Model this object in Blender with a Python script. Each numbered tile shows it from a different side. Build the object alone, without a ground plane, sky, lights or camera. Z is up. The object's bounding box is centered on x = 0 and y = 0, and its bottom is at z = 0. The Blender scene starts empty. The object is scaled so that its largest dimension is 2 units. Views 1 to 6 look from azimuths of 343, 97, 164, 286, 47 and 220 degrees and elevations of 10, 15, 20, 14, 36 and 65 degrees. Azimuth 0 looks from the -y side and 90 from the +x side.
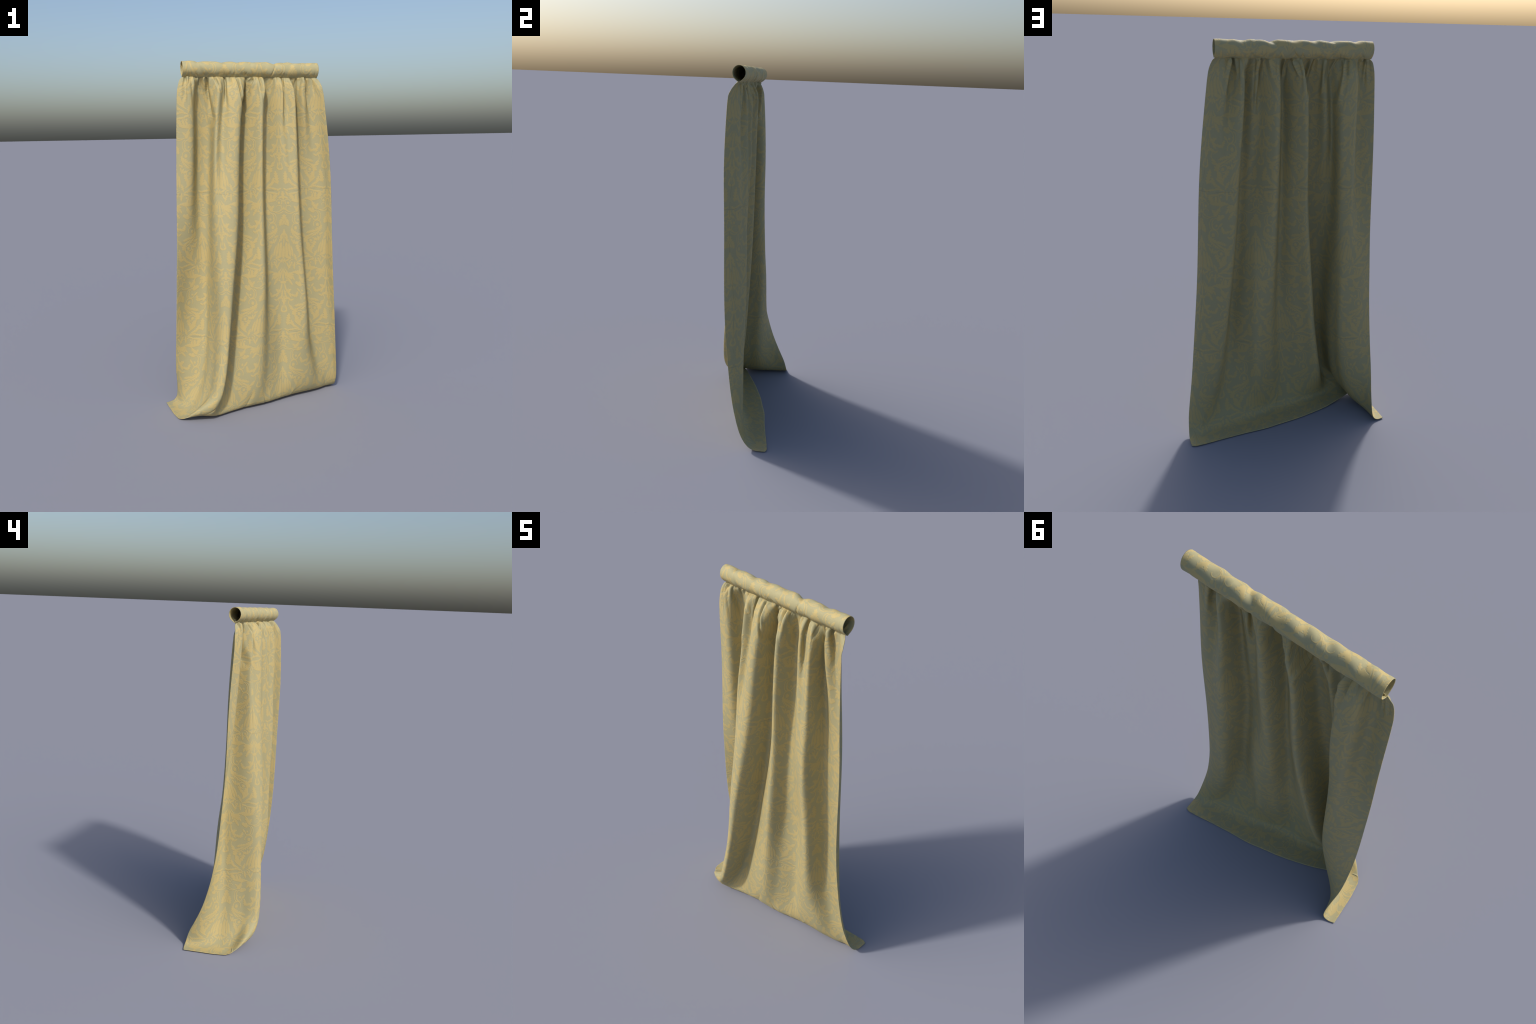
"""A gathered damask curtain hanging from a sewn rod pocket, its hem trailing on the floor.

The cloth is a loft: plan-view cross-sections of the folds at a few heights (left edge to
right edge, always the same twenty fold stations), splined down the cloth and across it.
Every vertex also has a place on the flat fabric (the mesh's rest shape); the drape is a
shape key, so Generated coordinates are fabric coordinates and the woven pattern follows
the folds.
"""
import bpy
import math
import numpy as np

rng = np.random.default_rng(11)

# ----------------------------------------------------------------------------------------
#  fold stations, left edge to right edge
#  edge, front ridge, back valley, corner, ridge, dimple, ridge, ridge end, valley, mid,
#  ridge, valley, ridge, dimple, ridge, valley, ridge, dimple, flap, edge
# ----------------------------------------------------------------------------------------
ROWS = []


def fold_row(z, x, y):
    zz = z if isinstance(z, (list, tuple)) else [z] * len(x)
    assert len(x) == len(y) == len(zz) == 20, (z, len(x), len(y), len(zz))
    ROWS.append(np.array([x, y, zz], float).T)


# the top tucks into the seam of the pocket, then the stitched gather
fold_row(z=1.9270,
         x=[-.409, -.366, -.324, -.290, -.216, -.188, -.144, -.091, -.056, -.018, .026, .056, .124, .142, .180, .216, .266, .283, .325, .351],
         y=[-.0335, -.0345, -.0325, -.0335, -.0345, -.0325, -.0345, -.0345, -.0325, -.0335, -.0345, -.0325, -.0345, -.0335, -.0345, -.0325, -.0345, -.0335, -.0345, -.0335])
fold_row(z=1.9190,
         x=[-.409, -.366, -.324, -.290, -.216, -.188, -.144, -.091, -.056, -.018, .026, .056, .124, .142, .180, .216, .266, .283, .325, .351],
         y=[-.034, -.039, -.031, -.033, -.040, -.032, -.039, -.040, -.030, -.039, -.039, -.030, -.039, -.033, -.040, -.030, -.039, -.032, -.038, -.037])
fold_row(z=1.9050,
         x=[-.426, -.363, -.321, -.286, -.212, -.184, -.142, -.087, -.052, -.016, .030, .059, .128, .146, .185, .221, .273, .290, .332, .362],
         y=[-.037, -.053, -.024, -.027, -.056, -.032, -.053, -.056, -.022, -.048, -.054, -.023, -.053, -.035, -.056, -.023, -.050, -.030, -.046, -.050])
fold_row(z=1.8800,
         x=[-.438, -.364, -.326, -.280, -.216, -.185, -.146, -.089, -.058, -.020, .030, .057, .132, .151, .197, .221, .269, .295, .341, .372],
         y=[-.043, -.061, -.012, -.020, -.070, -.042, -.068, -.074, -.012, -.056, -.074, -.014, -.067, -.045, -.074, -.014, -.056, -.029, -.049, -.068])
fold_row(z=1.85,
         x=[-.445, -.366, -.333, -.275, -.222, -.187, -.150, -.092, -.066, -.024, .028, .055, .138, .157, .206, .222, .267, .300, .346, .378],
         y=[-.045, -.064, -.005, -.014, -.078, -.050, -.080, -.089, -.003, -.052, -.086, -.010, -.075, -.055, -.085, -.008, -.058, -.029, -.050, -.081])
fold_row(z=1.75,
         x=[-.4535, -.373, -.338, -.268, -.236, -.198, -.165, -.112, -.088, -.040, .012, .050, .135, .155, .209, .224, .275, .312, .360, .3905],
         y=[-.047, -.060, .003, -.005, -.084, -.055, -.092, -.103, .003, -.045, -.102, -.005, -.080, -.060, -.094, -.003, -.058, -.028, -.049, -.086])
fold_row(z=1.5,
         x=[-.461, -.375, -.335, -.268, -.262, -.222, -.180, -.132, -.102, -.050, .008, .050, .145, .170, .215, .243, .300, .345, .385, .416],
         y=[-.030, -.048, .022, .015, -.095, -.078, -.110, -.112, .000, -.045, -.102, .000, -.080, -.077, -.092, .012, -.014, -.022, -.042, -.090])
fold_row(z=1.25,
         x=[-.468, -.390, -.336, -.286, -.270, -.235, -.190, -.143, -.105, -.050, .006, .054, .1455, .175, .222, .258, .330, .375, .405, .431],
         y=[-.027, -.032, .024, .012, -.095, -.118, -.135, -.133, -.003, -.045, -.090, -.016, -.078, -.092, -.104, .012, -.002, -.018, -.035, -.078])
fold_row(z=.75,
         x=[-.481, -.390, -.305, -.290, -.282, -.268, -.245, -.198, -.158, -.080, .006, .057, .144, .190, .260, .303, .365, .410, .436, .4545],
         y=[-.003, .047, .039, -.008, -.070, -.142, -.168, -.172, -.020, -.070, -.112, -.025, -.016, -.045, -.083, .027, .015, .000, -.020, -.062])
fold_row(z=.5,
         x=[-.489, -.400, -.312, -.298, -.286, -.270, -.252, -.225, -.183, -.110, -.010, .055, .137, .200, .281, .322, .395, .435, .458, .474],
         y=[.028, .053, .035, -.020, -.085, -.145, -.172, -.180, -.035, -.070, -.104, -.045, -.020, -.050, -.077, .025, .022, .004, -.014, -.038])
fold_row(z=.3,
         x=[-.491, -.420, -.335, -.318, -.305, -.299, -.286, -.250, -.222, -.140, -.018, .050, .138, .200, .300, .362, .425, .460, .482, .495],
         y=[.083, .066, .024, -.040, -.100, -.155, -.185, -.195, -.052, -.080, -.102, -.045, -.006, -.035, -.040, .035, .042, .030, .012, -.009])
fold_row(z=.15,
         x=[-.475, -.440, -.366, -.352, -.338, -.335, -.318, -.285, -.255, -.150, -.030, .045, .136, .220, .335, .400, .445, .480, .505, .518],
         y=[.152, .095, .022, -.040, -.100, -.155, -.190, -.197, -.085, -.085, -.092, -.050, -.012, -.020, -.008, .040, .052, .052, .045, .030])
fold_row(z=[.07, .07, .07, .07, .07, .085, .085, .07, .06, .06, .06, .06, .06, .06, .06, .06, .06, .06, .065, .07],
         x=[-.469, -.455, -.398, -.390, -.385, -.405, -.385, -.325, -.270, -.165, -.045, .038, .131, .230, .345, .415, .455, .485, .510, .529],
         y=[.191, .118, .021, -.040, -.098, -.152, -.175, -.183, -.115, -.085, -.075, -.050, -.018, .002, .018, .047, .065, .070, .068, .060])
fold_row(z=[.020, .022, .022, .022, .024, .036, .042, .032, .015, .015, .015, .015, .015, .015, .015, .015, .015, .015, .015, .018],
         x=[-.470, -.458, -.435, -.432, -.438, -.470, -.450, -.358, -.300, -.190, -.058, .025, .130, .235, .349, .419, .459, .488, .510, .533],
         y=[.202, .118, .020, -.035, -.085, -.126, -.146, -.155, -.137, -.097, -.060, -.046, -.010, .026, .052, .068, .084, .092, .096, .096])
fold_row(z=[.004, .005, .005, .005, .007, .014, .020, .022, .006, .004, .004, .004, .004, .004, .004, .004, .004, .004, .004, .004],
         x=[-.490, -.474, -.460, -.462, -.468, -.486, -.468, -.385, -.310, -.192, -.060, .024, .130, .237, .351, .420, .460, .489, .511, .536],
         y=[.204, .114, .020, -.032, -.074, -.110, -.128, -.122, -.122, -.080, -.040, -.026, .012, .050, .072, .086, .102, .110, .114, .118])
fold_row(z=[.003, .003, .003, .003, .005, .012, .020, .017, .005, .003, .003, .003, .003, .003, .003, .003, .003, .003, .003, .003],
         x=[-.5405, -.534, -.527, -.519, -.511, -.492, -.462, -.410, -.266, -.155, -.065, .025, .120, .235, .350, .415, .455, .487, .512, .533],
         y=[.190, .105, .020, -.030, -.068, -.094, -.088, -.060, .012, .055, .085, .108, .133, .150, .170, .183, .191, .196, .199, .193])

NU, NV = 460, 300
PITCH_S, PITCH_T = 0.195, 0.4235      # half repeats of the damask across and down the cloth
BOW_T = 1.170                          # height of a bow on the odd columns


def catmull(P, n):
    """Centripetal Catmull-Rom through the points P (m,3), n samples per span."""
    P = np.asarray(P, float)
    P = np.vstack([2 * P[0] - P[1], P, 2 * P[-1] - P[-2]])
    out, span = [], []
    f = np.linspace(0, 1, n, endpoint=False)[:, None]
    for i in range(1, len(P) - 2):
        p0, p1, p2, p3 = P[i - 1:i + 3]
        k = lambda a, b: max(np.linalg.norm(b - a), 1e-6) ** .5
        t0 = 0.0
        t1 = t0 + k(p0, p1)
        t2 = t1 + k(p1, p2)
        t3 = t2 + k(p2, p3)
        t = t1 + (t2 - t1) * f
        a1 = (t1 - t) / (t1 - t0) * p0 + (t - t0) / (t1 - t0) * p1
        a2 = (t2 - t) / (t2 - t1) * p1 + (t - t1) / (t2 - t1) * p2
        a3 = (t3 - t) / (t3 - t2) * p2 + (t - t2) / (t3 - t2) * p3
        b1 = (t2 - t) / (t2 - t0) * a1 + (t - t0) / (t2 - t0) * a2
        b2 = (t3 - t) / (t3 - t1) * a2 + (t - t1) / (t3 - t1) * a3
        out.append((t2 - t) / (t2 - t1) * b1 + (t - t1) / (t2 - t1) * b2)
        span.append(i - 1 + f[:, 0])
    out.append(P[-2][None])
    span.append([len(P) - 3.0])
    return np.vstack(out), np.concatenate(span)


def pchip(x, y, xs):
    """Monotone cubic interpolation (no overshoot)."""
    h = np.diff(x)
    d = np.diff(y) / h
    m = np.zeros(len(x))
    for i in range(1, len(x) - 1):
        if d[i - 1] * d[i] > 0:
            w1, w2 = 2 * h[i] + h[i - 1], h[i] + 2 * h[i - 1]
            m[i] = (w1 + w2) / (w1 / d[i - 1] + w2 / d[i])
    m[0], m[-1] = d[0], d[-1]
    k = np.clip(np.searchsorted(x, xs) - 1, 0, len(x) - 2)
    u = (xs - x[k]) / h[k]
    return ((1 + 2 * u) * (1 - u) ** 2 * y[k] + u * (1 - u) ** 2 * h[k] * m[k]
            + u * u * (3 - 2 * u) * y[k + 1] + u * u * (u - 1) * h[k] * m[k + 1])


def smooth_rows(a, passes):
    for _ in range(passes):
        b = a.copy()
        b[1:-1] = .25 * a[:-2] + .5 * a[1:-1] + .25 * a[2:]
        a = b
    return a


def drape():
    """-> positions (NV,NU,3) and fabric coordinates (NV,NU,2)."""
    R = np.array(ROWS)                                             # rows, stations, 3
    step = np.linalg.norm(np.diff(R, axis=0), axis=2).mean(axis=1)
    d = np.concatenate([[0], np.cumsum(step)])                     # mean way down the cloth
    # more rows near the gather and near the floor
    key = np.interp(np.linspace(0, 1, NV), [0, .16, .72, 1], [0, .12, d[-6], d[-1]])
    S = np.zeros((NV, 20, 3))
    for k in range(20):
        for c in range(3):
            S[:, k, c] = pchip(d, R[:, k, c], key)
    pos = np.zeros((NV, NU, 3))
    fab = np.zeros((NV, NU, 2))
    for j in range(NV):
        C, span = catmull(S[j], 40)
        C = smooth_rows(C, 26)
        a = np.concatenate([[0], np.cumsum(np.linalg.norm(np.diff(C, axis=0), axis=1))])
        aa = np.linspace(0, a[-1], NU)
        for c in range(3):
            pos[j, :, c] = np.interp(aa, a, C[:, c])
        fab[j, :, 0] = 3 * PITCH_S + aa - np.interp(10.0, span, a)
    # above the folds the cloth is gathered, not shrunk: keep the fabric width of the row at 1.75
    ref = int(np.argmin(abs(S[:, 10, 2] - 1.75)))
    for j in range(ref):
        f = np.linspace(0, 1, NU)
        lo, hi = fab[j, 0, 0], fab[j, -1, 0]
        w = np.clip((S[j, 10, 2] - 1.75) / .1, 0, 1)
        fab[j, :, 0] = fab[j, :, 0] * (1 - w) + w * np.interp(fab[j, :, 0], [lo, hi], [fab[ref, 0, 0], fab[ref, -1, 0]])
    # fabric length: height where the cloth hangs, arc length where it lies on the floor
    fab[..., 1] = pos[..., 2]
    low = int(np.argmin(abs(S[:, 10, 2] - .3)))
    for j in range(low + 1, NV):
        fab[j, :, 1] = fab[j - 1, :, 1] - np.linalg.norm(pos[j] - pos[j - 1], axis=1)
    # hanging cloth runs straight between the heights where its folds are given
    wt = np.clip((1.80 - pos[..., 2]) / .12, 0, 1) * np.clip((pos[..., 2] - .18) / .15, 0, 1)
    for _ in range(320):
        q = pos.copy()
        q[1:-1] = .25 * pos[:-2] + .5 * pos[1:-1] + .25 * pos[2:]
        pos = pos + (q - pos) * wt[..., None]
    # the cloth is stiff: it lands in a soft bend, not a crease
    wt = np.clip((.22 - pos[..., 2]) / .15, 0, 1) * np.clip((NV - 1 - np.arange(NV)) / 14, 0, 1)[:, None]
    for _ in range(70):
        q = pos.copy()
        q[1:-1] = .25 * pos[:-2] + .5 * pos[1:-1] + .25 * pos[2:]
        pos = pos + (q - pos) * wt[..., None]
    pos[..., 2] = np.maximum(pos[..., 2], .0028)
    return pos, fab


def normals(pos):
    du = np.gradient(pos, axis=1)
    dv = np.gradient(pos, axis=0)
    n = np.cross(dv, du)
    return n / np.maximum(np.linalg.norm(n, axis=2, keepdims=True), 1e-9)


CREASES = ((-.400, 1.914, -.418, 1.78, .0065, .0060), (-.281, 1.914, -.250, 1.66, .0110, .0060),
           (-.237, 1.914, -.208, 1.82, .0060, .0045), (-.183, 1.914, -.182, 1.73, .0080, .0055),
           (-.111, 1.914, -.109, 1.83, .0065, .0050), (-.108, 1.845, -.084, 1.68, .0075, .0040),
           (-.022, 1.917, -.055, 1.825, .0120, .0055), (.014, 1.914, .022, 1.76, .0080, .0050),
           (.094, 1.912, .080, 1.82, .0060, .0070), (.146, 1.912, .154, 1.68, .0090, .0050),
           (.256, 1.912, .245, 1.83, .0055, .0060), (.284, 1.912, .308, 1.74, .0100, .0060),
           (.324, 1.910, .348, 1.81, .0065, .0090), (-.340, 1.914, -.345, 1.84, .0030, .0060),
           (-.150, 1.914, -.155, 1.84, .0050, .0060), (.052, 1.914, .058, 1.84, .0050, .0060),
           (.200, 1.914, .203, 1.85, .0050, .0060))


def gather_relief(pos, fab):
    """Small puckers that run out below the stitching, and slow unevenness of the hanging cloth."""
    n = normals(pos)
    s, z = fab[..., 0], pos[..., 2]
    top = np.clip((1.921 - z) / .016, 0, 1)
    amp = np.zeros_like(s)
    for _ in range(10):
        f, ph, reach = rng.uniform(65, 150), rng.uniform(0, 6.28), rng.uniform(.035, .12)
        lean = rng.uniform(-.25, .25)
        wave = 1 - 2.1 * np.abs(np.sin(.5 * (f * (s + lean * (z - 1.92)) + ph))) ** .8   # sharp creases
        amp -= rng.uniform(.3, 1) * wave * np.exp(-np.maximum(1.915 - z, 0) / reach)
    rel = .0006 * amp * top
    extra = [(x, 1.914, x + rng.uniform(-.02, .02), rng.uniform(1.74, 1.87), rng.uniform(.0020, .0048), rng.uniform(.003, .006))
             for x in rng.uniform(-.42, .36, 22)]
    # the pleats nipped in by the stitching: (x, z) at the top, (x, z) where it dies out, depth, half-width
    for xa, za, xb, zb, dep, w in (*CREASES, *extra):
        xc = xa + (xb - xa) * (za - z) / (za - zb)
        fade = np.clip((z - zb) / (za - zb), 0, 1) ** .8 * np.clip((1.922 - z) / .012, 0, 1)
        dx = np.abs(pos[..., 0] - xc) / w
        rel -= 1.45 * dep * fade * (np.exp(-dx ** 1.25) - .45 * np.exp(-((dx - 2.3) / 1.1) ** 2))
    for _ in range(10):
        f, g, ph = rng.uniform(9, 30), rng.uniform(2, 9), rng.uniform(0, 6.28)
        rel += .0004 * np.sin(f * s + g * z + ph) * np.clip((z - .05) / .1, 0, 1)
    # short buckles where the cloth lands on the floor
    for _ in range(16):
        c, lean, w = rng.uniform(.15, 1.15), rng.uniform(-.5, .5), rng.uniform(.006, .016)
        dx = np.abs(s - c - lean * (fab[..., 1] - .03)) / w
        rel += rng.uniform(-.0050, .0030) * np.exp(-dx ** 1.3) * np.exp(-((fab[..., 1] - .045) / .060) ** 2)
    return pos + n * rel[..., None]


def sheet_mesh(name, pos, fab, thick, closed=False):
    """A cloth with two faces and a rim. Rest shape: the flat fabric; shape key: the drape."""
    nv, nu = pos.shape[:2]
    n = normals(pos)
    front, back = pos + n * thick / 2, pos - n * thick / 2
    flat_f = np.dstack([fab, np.full((nv, nu), thick / 2)])
    flat_b = np.dstack([fab, np.full((nv, nu), -thick / 2)])
    draped = np.vstack([front.reshape(-1, 3), back.reshape(-1, 3)])
    flat = np.vstack([flat_f.reshape(-1, 3), flat_b.reshape(-1, 3)])
    I = np.arange(nv * nu).reshape(nv, nu)
    a, b, c, e = I[:-1, :-1].ravel(), I[1:, :-1].ravel(), I[1:, 1:].ravel(), I[:-1, 1:].ravel()
    o = nv * nu
    quads = [np.stack([a, b, c, e], 1), np.stack([a, e, c, b], 1) + o]
    for loop in (I[0, ::-1], I[:, 0], I[-1, :], I[::-1, -1]):
        p, q = loop[:-1], loop[1:]
        quads.append(np.stack([p, p + o, q + o, q], 1))
    F = np.vstack(quads)
    me = bpy.data.meshes.new(name)
    me.vertices.add(len(flat))
    me.vertices.foreach_set("co", flat.astype(np.float32).ravel())
    me.loops.add(F.size)
    me.loops.foreach_set("vertex_index", F.astype(np.int32).ravel())
    me.polygons.add(len(F))
    me.polygons.foreach_set("loop_start", np.arange(0, F.size, 4, dtype=np.int32))
    me.polygons.foreach_set("loop_total", np.full(len(F), 4, np.int32))
    me.polygons.foreach_set("use_smooth", np.ones(len(F), bool))
    me.update()
    me.validate()
    me.use_auto_texspace = False
    me.texspace_location = (0, 0, 0)
    me.texspace_size = (1, 1, 1)
    ob = bpy.data.objects.new(name, me)
    bpy.context.scene.collection.objects.link(ob)
    ob.shape_key_add(name="flat_fabric")
    key = ob.shape_key_add(name="draped")
    key.data.foreach_set("co", draped.astype(np.float32).ravel())
    key.value = 1.0
    return ob


# ----------------------------------------------------------------------------------------
#  the rod pocket: a soft tube, pinched to a seam at the bottom, dented by the gathers
# ----------------------------------------------------------------------------------------
def pocket():
    x0, x1, yc, zc = -.4155, .3585, -.0335, 1.9625
    m, k = 320, 150
    xs = np.linspace(x0, x1, m)
    th = np.linspace(0, 2 * math.pi, k)                     # 0 = seam at the bottom, front first
    X, T = np.meshgrid(xs, th)
    # teardrop: circle drawn down to a point
    tip = np.exp(-(np.minimum(T, 2 * math.pi - T) / .42) ** 1.5)
    ry = .0335
    y = -np.sin(T) * ry * (1 - .25 * tip)
    z = -np.cos(T) * .0365 - .0075 * tip
    # dents where gathers pull across the top, from the measured rhythm of bumps
    r = np.zeros_like(X)
    top = np.exp(-((T - math.pi) / 1.25) ** 2)
    for cx, dep, w in ((-.327, .0030, .012), (-.205, .0055, .024), (-.115, .0030, .020), (-.02, .0022, .016),
                       (.094, .0090, .022), (.160, .0020, .012), (.222, .0048, .022), (.290, .0018, .012)):
        skew = rng.uniform(-.030, .030) * np.sin(T - math.pi) + rng.uniform(-.012, .012) * (T - math.pi)
        r -= dep * top * np.exp(-((X - cx - skew) / w) ** 2)
    for _ in range(26):
        cx, ct = rng.uniform(x0 + .02, x1 - .02), rng.uniform(.6, 5.7)
        w, wt_, lean = rng.uniform(.006, .018), rng.uniform(.25, .7), rng.uniform(-.03, .03)
        r += rng.uniform(-.0019, .0009) * np.exp(-((X - cx - lean * (T - ct)) / w) ** 2 - ((T - ct) / wt_) ** 2)
    # narrow creases that slant up from the seam, and a little unevenness
    ends = np.clip(np.minimum(X - x0, x1 - X) / .035, 0, 1)
    side = np.where(T < math.pi, T, 2 * math.pi - T)
    for k_ in range(44):
        cx, lean, reach = rng.uniform(x0, x1), rng.uniform(-.030, .030), rng.uniform(.7, 2.0)
        w, dep = rng.uniform(.0035, .009), rng.uniform(.0014, .0042)
        on = (T < math.pi) if k_ % 2 else (T >= math.pi)
        r -= dep * on * np.exp(-((X - cx - lean * side) / w) ** 2) * np.exp(-(side / reach) ** 3) * np.clip(side / .5, 0, 1) * ends
    for _ in range(12):
        f, g, ph = rng.uniform(25, 90), rng.integers(1, 4), rng.uniform(0, 6.28)
        r += .00035 * np.sin(f * X + g * T + ph) * ends
    sc = 1 + r / .036
    seam = .004 * np.sin((X - x0) * 61 + .6) * np.exp(-(np.minimum(T, 2 * math.pi - T) / .5) ** 2) * .35
    pos = np.dstack([X, yc + y * sc + seam, zc + z * sc])
    # fabric: the cloth goes up the front, over and down the back
    fab = np.zeros((k, m, 2))
    fab[..., 0] = 3 * PITCH_S + X - .008
    step = np.linalg.norm(np.diff(pos, axis=0), axis=2)
    fab[1:, :, 1] = np.cumsum(step, axis=0)
    fab[..., 1] += 1.92
    pos, fab = pos[::-1], fab[::-1]
    return pos, fab


# ----------------------------------------------------------------------------------------
#  damask weave, drawn with nodes on the flat fabric
#  cell: u = 0 on the axis of the bow, u = PITCH_S on the axis of the double scroll,
#  q downward from the bow; (u, q) repeats as (PITCH_S - u, q + PITCH_T)
# ----------------------------------------------------------------------------------------
def motif():
    M = []
    W = PITCH_S

    def leaf(u, q, ru, rq, turn=0, teeth=0):        # ellipse, or a toothed leaf
        M.append(("leaf", u, q, ru, rq, math.radians(turn), teeth, 1))

    def vein(u, q, ru, rq, turn=0):                 # a line of ground colour cut into a leaf
        M.append(("leaf", u, q, ru, rq, math.radians(turn), 0, -1))

    def ring(u, q, r, w, face=None, cut=-.2, squash=1.0):    # scroll; face = side that stays, degrees
        M.append(("ring", u, q, r, w, None if face is None else math.radians(face), cut, squash))

    def ax(a):                                      # measured from the scroll axis
        return W - a

    # --- big arched leaves from the bow, and their dropping leaflets
    leaf(.033, -.040, .028, .020, 42, 5)
    vein(.036, -.026, .030, .0016, 30)
    leaf(.050, -.052, .018, .007, 18)
    leaf(.044, -.006, .024, .0075, 58, 5)
    leaf(.028, -.013, .016, .005, -22)
    leaf(.062, -.030, .017, .0065, 60, 4)
    ring(.066, -.020, .042, .0062, -62, -.35)
    leaf(.112, -.020, .026, .012, 56, 6)
    leaf(.103, .006, .016, .011, 78, 5)
    vein(.108, -.006, .018, .0014, 66)
    leaf(.084, .000, .0095, .0095)
    leaf(.096, .012, .012, .006, 20)
    leaf(.126, -.022, .016, .0075, -46, 4)
    leaf(.092, .042, .013, .0052, 48)
    ring(.118, .050, .0165, .0044, 70, -.5)
    leaf(.113, .046, .0062, .0062)
    # --- plume and bow
    vein(.0075, -.044, .0018, .040, -10)
    vein(.017, -.042, .0018, .040, -23)
    leaf(0, -.040, .0046, .040)
    leaf(.0125, -.050, .0034, .038, -17)
    leaf(.026, -.058, .0034, .036, -31)
    leaf(0, 0, .018, .0085)
    # --- hanging foliage under the bow
    leaf(.013, .034, .0042, .030, -13)
    leaf(.030, .050, .020, .0095, -24, 4)
    leaf(.033, .066, .0075, .028, -28, 6)
    leaf(.060, .078, .022, .0075, 20, 4)
    leaf(.081, .070, .0085, .018, 18, 4)
    leaf(.0105, .078, .0055, .032, -10, 6)
    vein(.019, .070, .0014, .026, -16)
    leaf(.028, .098, .017, .0075, 30, 4)
    leaf(0, .110, .0115, .026, 0, 4)
    vein(0, .078, .0016, .030)
    ring(.047, .124, .0205, .0042, 180, .0)
    leaf(.049, .107, .013, .0042, -35)
    leaf(.041, .149, .014, .0052, 25)
    # small tulip
    leaf(.0125, .160, .0044, .019, -14)
    leaf(.010, .178, .012, .0060, -35)
    leaf(0, .146, .0030, .014)
    # pair of upright leaves
    leaf(.027, .228, .0125, .037, 6, 6)
    leaf(.036, .252, .013, .0075, -35, 4)
    # leaf on a stem between the axes
    leaf(.064, .178, .0145, .022, 30, 4)
    leaf(.050, .163, .018, .0065, 20)
    leaf(.069, .208, .0052, .034, -10)
    leaf(.086, .250, .030, .0060, 40)
    leaf(.054, .252, .0075, .026, -26, 5)
    leaf(.068, .268, .030, .0060, 30)
    leaf(.083, .224, .0105, .024, -18, 5)
    leaf(.108, .218, .0095, .029, 30, 5)
    leaf(.096, .246, .0065, .014, 6)
    # scroll with feathered leaf
    ring(.095, .187, .0175, .0052, -20, -.55)
    leaf(.091, .190, .0085, .0085)
    leaf(.088, .136, .026, .0085, -16, 6)
    leaf(.094, .152, .030, .0050, -28)
    leaf(.084, .160, .020, .0036, -44)
    leaf(.124, .134, .040, .0165, -44, 8)
    vein(.112, .146, .036, .0016, -38)
    vein(.100, .143, .030, .0014, -20)
    leaf(.146, .112, .020, .0085, -66, 5)
    leaf(.122, .181, .0115, .0080, 30)
    leaf(.136, .176, .0052, .014, -16)
    leaf(.147, .168, .0040, .012, 22)
    leaf(.150, .148, .014, .0060, -30, 4)
    ring(.1265, .090, .0225, .0050, -90, -.45)
    leaf(.129, .094, .0090, .0105)
    # --- under the double scroll: trefoil leaf
    leaf(ax(0), .044, .0150, .031, 0, 5)
    leaf(ax(.020), .062, .0100, .022, 14, 5)
    leaf(ax(.012), .070, .014, .0075, -24)
    vein(ax(.009), .060, .0013, .018, 24)
    vein(ax(0), .070, .0012, .016)
    # crescents beside it
    ring(ax(.066), .040, .019, .0036, 0, .1, 1.5)
    ring(ax(.081), .038, .021, .0044, 0, -.1, 1.35)
    # double scroll
    ring(ax(.004), -.040, .0105, .0032, None, 0, 2.3)
    ring(ax(.024), -.056, .0160, .0038, -70, -.35)
    leaf(ax(.027), -.051, .0068, .0068)
    ring(ax(.028), -.022, .0150, .0038, -40, -.55)
    ring(ax(.046), -.047, .050, .0042, 62, .62)
    ring(ax(.032), -.026, .036, .0046, 84, .72)
    # bud above the double scroll, and the cockscomb leaf that joins it to the bow's plume
    leaf(ax(0), -.094, .0110, .024, 0, 4)
    leaf(ax(.015), -.083, .0140, .0058, -24)
    leaf(ax(.050), -.086, .020, .0130, -58, 5)
    leaf(ax(.075), -.078, .0075, .024, 4)
    leaf(ax(.093), -.074, .0065, .020, 10)
    leaf(ax(.080), -.062, .036, .0090, -8)
    leaf(ax(.112), -.068, .028, .0070, -12, 5)
    leaf(ax(.126), -.105, .0060, .023, 4)
    ring(ax(.100), -.101, .0165, .0048, -40, -.5)
    leaf(ax(.096), -.098, .0055, .0055)
    leaf(ax(.058), -.106, .030, .0052, 8)
    # sprig and pumpkin flower on the scroll axis
    leaf(ax(0), .126, .0080, .024, 0, 4)
    leaf(ax(0), .168, .0036, .030)
    leaf(ax(.014), .140, .0070, .0185, 26, 4)
    leaf(ax(.018), .163, .0075, .0195, 34, 4)
    leaf(ax(0), .240, .0085, .040)
    leaf(ax(.0185), .226, .0105, .047, 4)
    leaf(ax(.0365), .224, .0085, .043, 9)
    leaf(ax(.0505), .232, .0070, .033, 13)
    leaf(ax(.026), .268, .024, .0090, -26)
    vein(ax(.0095), .228, .0013, .040, 2)
    vein(ax(.0275), .222, .0013, .042, 7)
    vein(ax(.0435), .224, .0013, .034, 12)
    leaf(ax(.010), .292, .0052, .014, 22)
    leaf(ax(.025), .288, .0130, .0050, 30)
    leaf(ax(0), .296, .0038, .012)
    # scrolls and leaves that close the gap below the flower
    ring(ax(.056), .300, .0165, .0046, 20, -.5)
    leaf(ax(.052), .303, .0065, .0065)
    leaf(ax(.040), .326, .0060, .020, -24, 4)
    leaf(ax(.028), .318, .0050, .018, 24)
    leaf(.050, .292, .030, .0058, -10, 5)
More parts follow.
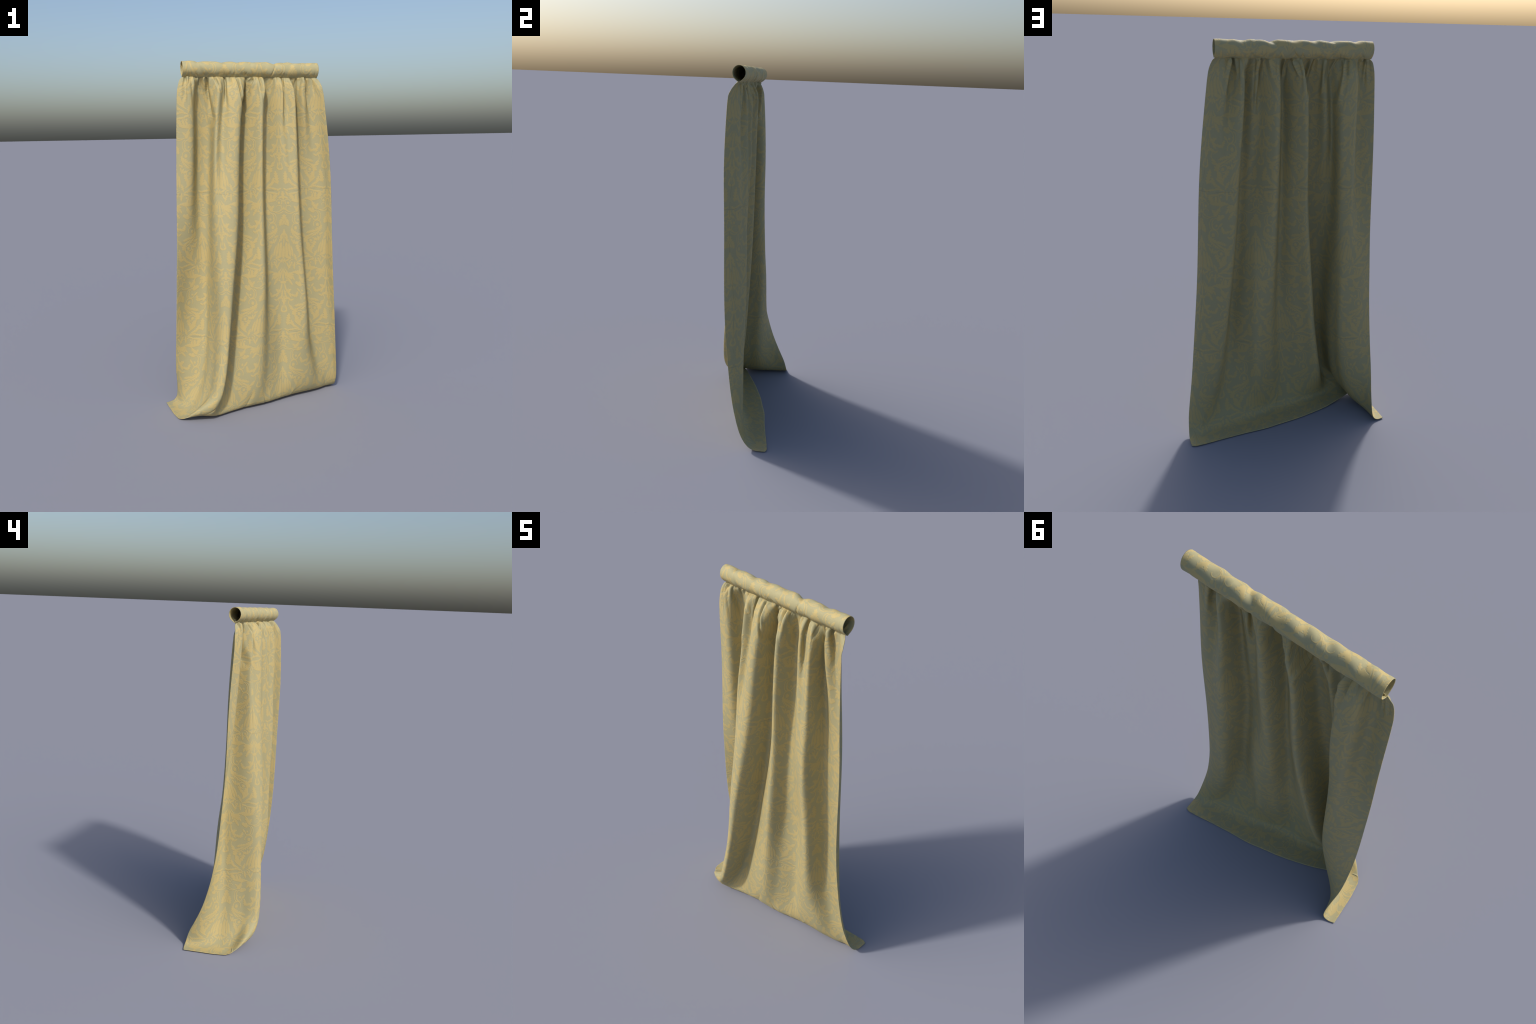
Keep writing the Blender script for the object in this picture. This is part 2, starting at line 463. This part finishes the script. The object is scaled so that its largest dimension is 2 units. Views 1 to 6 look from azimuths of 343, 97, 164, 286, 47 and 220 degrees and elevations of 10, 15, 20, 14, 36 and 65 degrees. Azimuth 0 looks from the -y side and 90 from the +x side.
    leaf(.088, .288, .024, .0062, 16, 4)
    leaf(.100, .306, .018, .0052, -20)
    leaf(.020, .296, .016, .0052, 32)
    leaf(.024, .318, .0055, .015, -26)
    leaf(.122, .268, .0075, .022, 20, 4)
    return M


class Nodes:
    """Small helper that writes shader maths in order (each value is used up before the next)."""

    def __init__(self, tree):
        self.t = tree

    def _in(self, node, i, v):
        if isinstance(v, (int, float, tuple)):
            node.inputs[i].default_value = v
        else:
            self.t.links.new(v, node.inputs[i])

    def math(self, op, a, b=0.0, c=None, clamp=False):
        n = self.t.nodes.new("ShaderNodeMath")
        n.operation = op
        n.use_clamp = clamp
        self._in(n, 0, a)
        self._in(n, 1, b)
        if c is not None:
            self._in(n, 2, c)
        return n.outputs[0]

    def dot(self, v, w):
        n = self.t.nodes.new("ShaderNodeVectorMath")
        n.operation = "DOT_PRODUCT"
        self._in(n, 0, v)
        self._in(n, 1, w)
        return n.outputs["Value"]


def images_in_cell(item):
    """The item and, where it reaches past the cell's top or bottom, its repeat inside the cell."""
    if item[0] == "leaf":
        _, _, _, ru, rq, a, _, _ = item
        reach = math.hypot(ru * math.sin(a), rq * math.cos(a)) * 1.1
    else:
        reach = item[3] * max(1, item[7]) + item[4]
    out = []
    for k in (-1, 0, 1):
        q = item[2] + k * PITCH_T
        if q + reach < 0 or q - reach > PITCH_T:
            continue
        it = list(item)
        it[2] = q
        if k:
            it[1] = PITCH_S - item[1]
            if item[0] == "leaf":
                it[5] = -item[5]
            elif item[5] is not None:
                it[5] = math.pi - item[5]
        out.append(it)
    return out


def damask_group():
    g = bpy.data.node_groups.new("damask_pattern", "ShaderNodeTree")
    g.interface.new_socket("Fabric", in_out="INPUT", socket_type="NodeSocketVector")
    g.interface.new_socket("Figure", in_out="OUTPUT", socket_type="NodeSocketFloat")
    gi = g.nodes.new("NodeGroupInput")
    N = Nodes(g)
    sep = g.nodes.new("ShaderNodeSeparateXYZ")
    g.links.new(gi.outputs[0], sep.inputs[0])
    s, t = sep.outputs[0], sep.outputs[1]
    # distance from an odd column axis, folded: 0 .. PITCH_S
    u = N.math("PINGPONG", N.math("ADD", s, 40 * PITCH_S - PITCH_S), PITCH_S)
    drop = N.math("DIVIDE", N.math("SUBTRACT", BOW_T + 40 * PITCH_T, t), PITCH_T)
    row = N.math("FLOOR", drop)
    q = N.math("MULTIPLY", N.math("FRACT", drop), PITCH_T)
    odd = N.math("MODULO", row, 2.0)
    # on odd rows mirror u
    mirrored = N.math("SUBTRACT", PITCH_S, u)
    u = N.math("ADD", N.math("MULTIPLY", u, N.math("SUBTRACT", 1.0, odd)), N.math("MULTIPLY", mirrored, odd))
    comb = g.nodes.new("ShaderNodeCombineXYZ")
    g.links.new(u, comb.inputs[0])
    g.links.new(q, comb.inputs[1])
    # a fine wobble in the cell's own coordinates lobes the leaf edges, the same in every repeat
    no = g.nodes.new("ShaderNodeTexNoise")
    no.inputs["Scale"].default_value = 150
    no.inputs["Detail"].default_value = 1
    g.links.new(comb.outputs[0], no.inputs["Vector"])
    wob = g.nodes.new("ShaderNodeVectorMath")
    wob.operation = "MULTIPLY_ADD"
    g.links.new(no.outputs["Color"], wob.inputs[0])
    wob.inputs[1].default_value = (.0034, .0034, 0)
    wob.inputs[2].default_value = (-.0017, -.0017, 1)
    add = g.nodes.new("ShaderNodeVectorMath")
    g.links.new(comb.outputs[0], add.inputs[0])
    g.links.new(wob.outputs[0], add.inputs[1])
    H = add.outputs[0]
    acc = None
    for item in motif():
        for it in images_in_cell(item):
            if it[0] == "leaf":
                _, cu, cq, ru, rq, a, teeth, sign = it
                c, d = math.cos(a), math.sin(a)
                X = N.dot(H, (c / ru, d / ru, -(c * cu + d * cq) / ru))
                Y = N.dot(H, (-d / rq, c / rq, (d * cu - c * cq) / rq))
                if teeth:
                    if ru >= rq:
                        lon, lat = X, Y
                    else:
                        lon, lat = Y, X
                    ph = N.math("MULTIPLY_ADD", N.math("ABSOLUTE", lat), 2.2, N.math("MULTIPLY", lon, 2.6 * teeth))
                    lat = N.math("MULTIPLY", lat, N.math("MULTIPLY_ADD", N.math("SINE", ph), .36, 1.16))
                    X, Y = lon, lat
                r2 = N.math("MULTIPLY_ADD", Y, Y, N.math("MULTIPLY", X, X))
                k = min(ru, rq) * .5
                v = N.math("MULTIPLY_ADD", r2, -k * sign, k * sign)
            else:
                _, cu, cq, r, w, face, cut, squash = it
                X = N.dot(H, (1.0, 0.0, -cu))
                Y = N.dot(H, (0.0, 1 / squash, -cq / squash))
                rad = N.math("SQRT", N.math("MULTIPLY_ADD", Y, Y, N.math("MULTIPLY", X, X)))
                v = N.math("SUBTRACT", w / 2, N.math("ABSOLUTE", N.math("SUBTRACT", rad, r)))
                if face is not None:
                    cx, cy = math.cos(face), math.sin(face)
                    side = N.dot(H, (cx, cy / squash, -(cx * cu + cy * cq / squash) - cut * r))
                    v = N.math("MINIMUM", v, side)
            cut = it[0] == "leaf" and it[7] < 0
            acc = v if acc is None else N.math("MINIMUM" if cut else "MAXIMUM", acc, v)
    soft = .0009
    out = N.math("MULTIPLY_ADD", acc, .5 / soft, .45, clamp=True)
    go = g.nodes.new("NodeGroupOutput")
    g.links.new(out, go.inputs[0])
    return g


def damask_material(group, name, paler):
    m = bpy.data.materials.new(name)
    m.use_nodes = True
    t = m.node_tree
    t.nodes.clear()
    N = Nodes(t)
    tc = t.nodes.new("ShaderNodeTexCoord")
    # texture space is centred with half-size one metre: undo it to get metres of fabric
    mp = t.nodes.new("ShaderNodeMapping")
    mp.inputs["Location"].default_value = (-1, -1, -1)
    mp.inputs["Scale"].default_value = (2, 2, 2)
    t.links.new(tc.outputs["Generated"], mp.inputs["Vector"])
    fabric = mp.outputs[0]
    gr = t.nodes.new("ShaderNodeGroup")
    gr.node_tree = group
    t.links.new(fabric, gr.inputs[0])
    figure = gr.outputs[0]
    # thread-like mottling
    no = t.nodes.new("ShaderNodeTexNoise")
    no.inputs["Scale"].default_value = 190
    no.inputs["Detail"].default_value = 3
    t.links.new(fabric, no.inputs["Vector"])
    ramp = N.math("MULTIPLY_ADD", no.outputs["Fac"], .14, .93)
    mix = t.nodes.new("ShaderNodeMix")
    mix.data_type = "RGBA"
    t.links.new(figure, mix.inputs[0])
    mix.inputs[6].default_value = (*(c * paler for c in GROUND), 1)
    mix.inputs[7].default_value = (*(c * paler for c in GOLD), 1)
    # texture-tile edges down and across, their bump shading drawn as broken dark lines
    sp = t.nodes.new("ShaderNodeSeparateXYZ")
    t.links.new(fabric, sp.inputs[0])
    n2 = t.nodes.new("ShaderNodeTexNoise")
    n2.inputs["Scale"].default_value = 11
    n2.inputs["Detail"].default_value = 1
    t.links.new(fabric, n2.inputs["Vector"])
    broken = N.math("GREATER_THAN", n2.outputs["Fac"], .47)
    wob = N.math("MULTIPLY_ADD", n2.outputs["Fac"], .012, -.006)
    ty = N.math("ADD", sp.outputs[1], wob)
    line = N.math("ABSOLUTE", N.math("SUBTRACT", N.math("PINGPONG", N.math("SUBTRACT", ty, .445 - 2 * PITCH_T * 2), 2 * PITCH_T / 2), 0.0))
    line = N.math("LESS_THAN", line, .0011)
    seam = N.math("LESS_THAN", N.math("ABSOLUTE", N.math("SUBTRACT", sp.outputs[0], 6 * PITCH_S)), .0011)
    seam = N.math("MULTIPLY", seam, N.math("LESS_THAN", sp.outputs[1], 1.42))
    mark = N.math("MULTIPLY", N.math("MAXIMUM", line, seam), broken)
    tone = N.math("MULTIPLY", ramp, N.math("MULTIPLY_ADD", mark, -.18, 1.0))
    mul = t.nodes.new("ShaderNodeMix")
    mul.data_type = "RGBA"
    mul.blend_type = "MULTIPLY"
    mul.inputs[0].default_value = 1
    t.links.new(mix.outputs[2], mul.inputs[6])
    t.links.new(tone, mul.inputs[7])
    b = t.nodes.new("ShaderNodeBsdfPrincipled")
    t.links.new(mul.outputs[2], b.inputs["Base Color"])
    b.inputs["Roughness"].default_value = .68
    b.inputs["Specular IOR Level"].default_value = .32
    h = N.math("MULTIPLY_ADD", no.outputs["Fac"], .12, N.math("MULTIPLY_ADD", mark, -.6, figure))
    bump = t.nodes.new("ShaderNodeBump")
    bump.inputs["Strength"].default_value = .42
    bump.inputs["Distance"].default_value = .0010
    t.links.new(h, bump.inputs["Height"])
    t.links.new(bump.outputs[0], b.inputs["Normal"])
    o = t.nodes.new("ShaderNodeOutputMaterial")
    t.links.new(b.outputs[0], o.inputs[0])
    return m


GROUND = (.328, .300, .164)
GOLD = (.412, .331, .145)

pos, fab = drape()
pos = gather_relief(pos, fab)
panel = sheet_mesh("curtain_panel", pos, fab, .0022)
ppos, pfab = pocket()
tube = sheet_mesh("rod_pocket", ppos, pfab, .0020)

weave = damask_group()
root = bpy.data.objects.new("curtain", None)
bpy.context.scene.collection.objects.link(root)
root["label"] = "gathered cream and gold damask curtain with rod pocket and trailing hem"
root["category"] = "curtain"
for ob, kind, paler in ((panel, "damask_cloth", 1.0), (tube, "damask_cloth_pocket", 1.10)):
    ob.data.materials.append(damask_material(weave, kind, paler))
    ob.parent = root
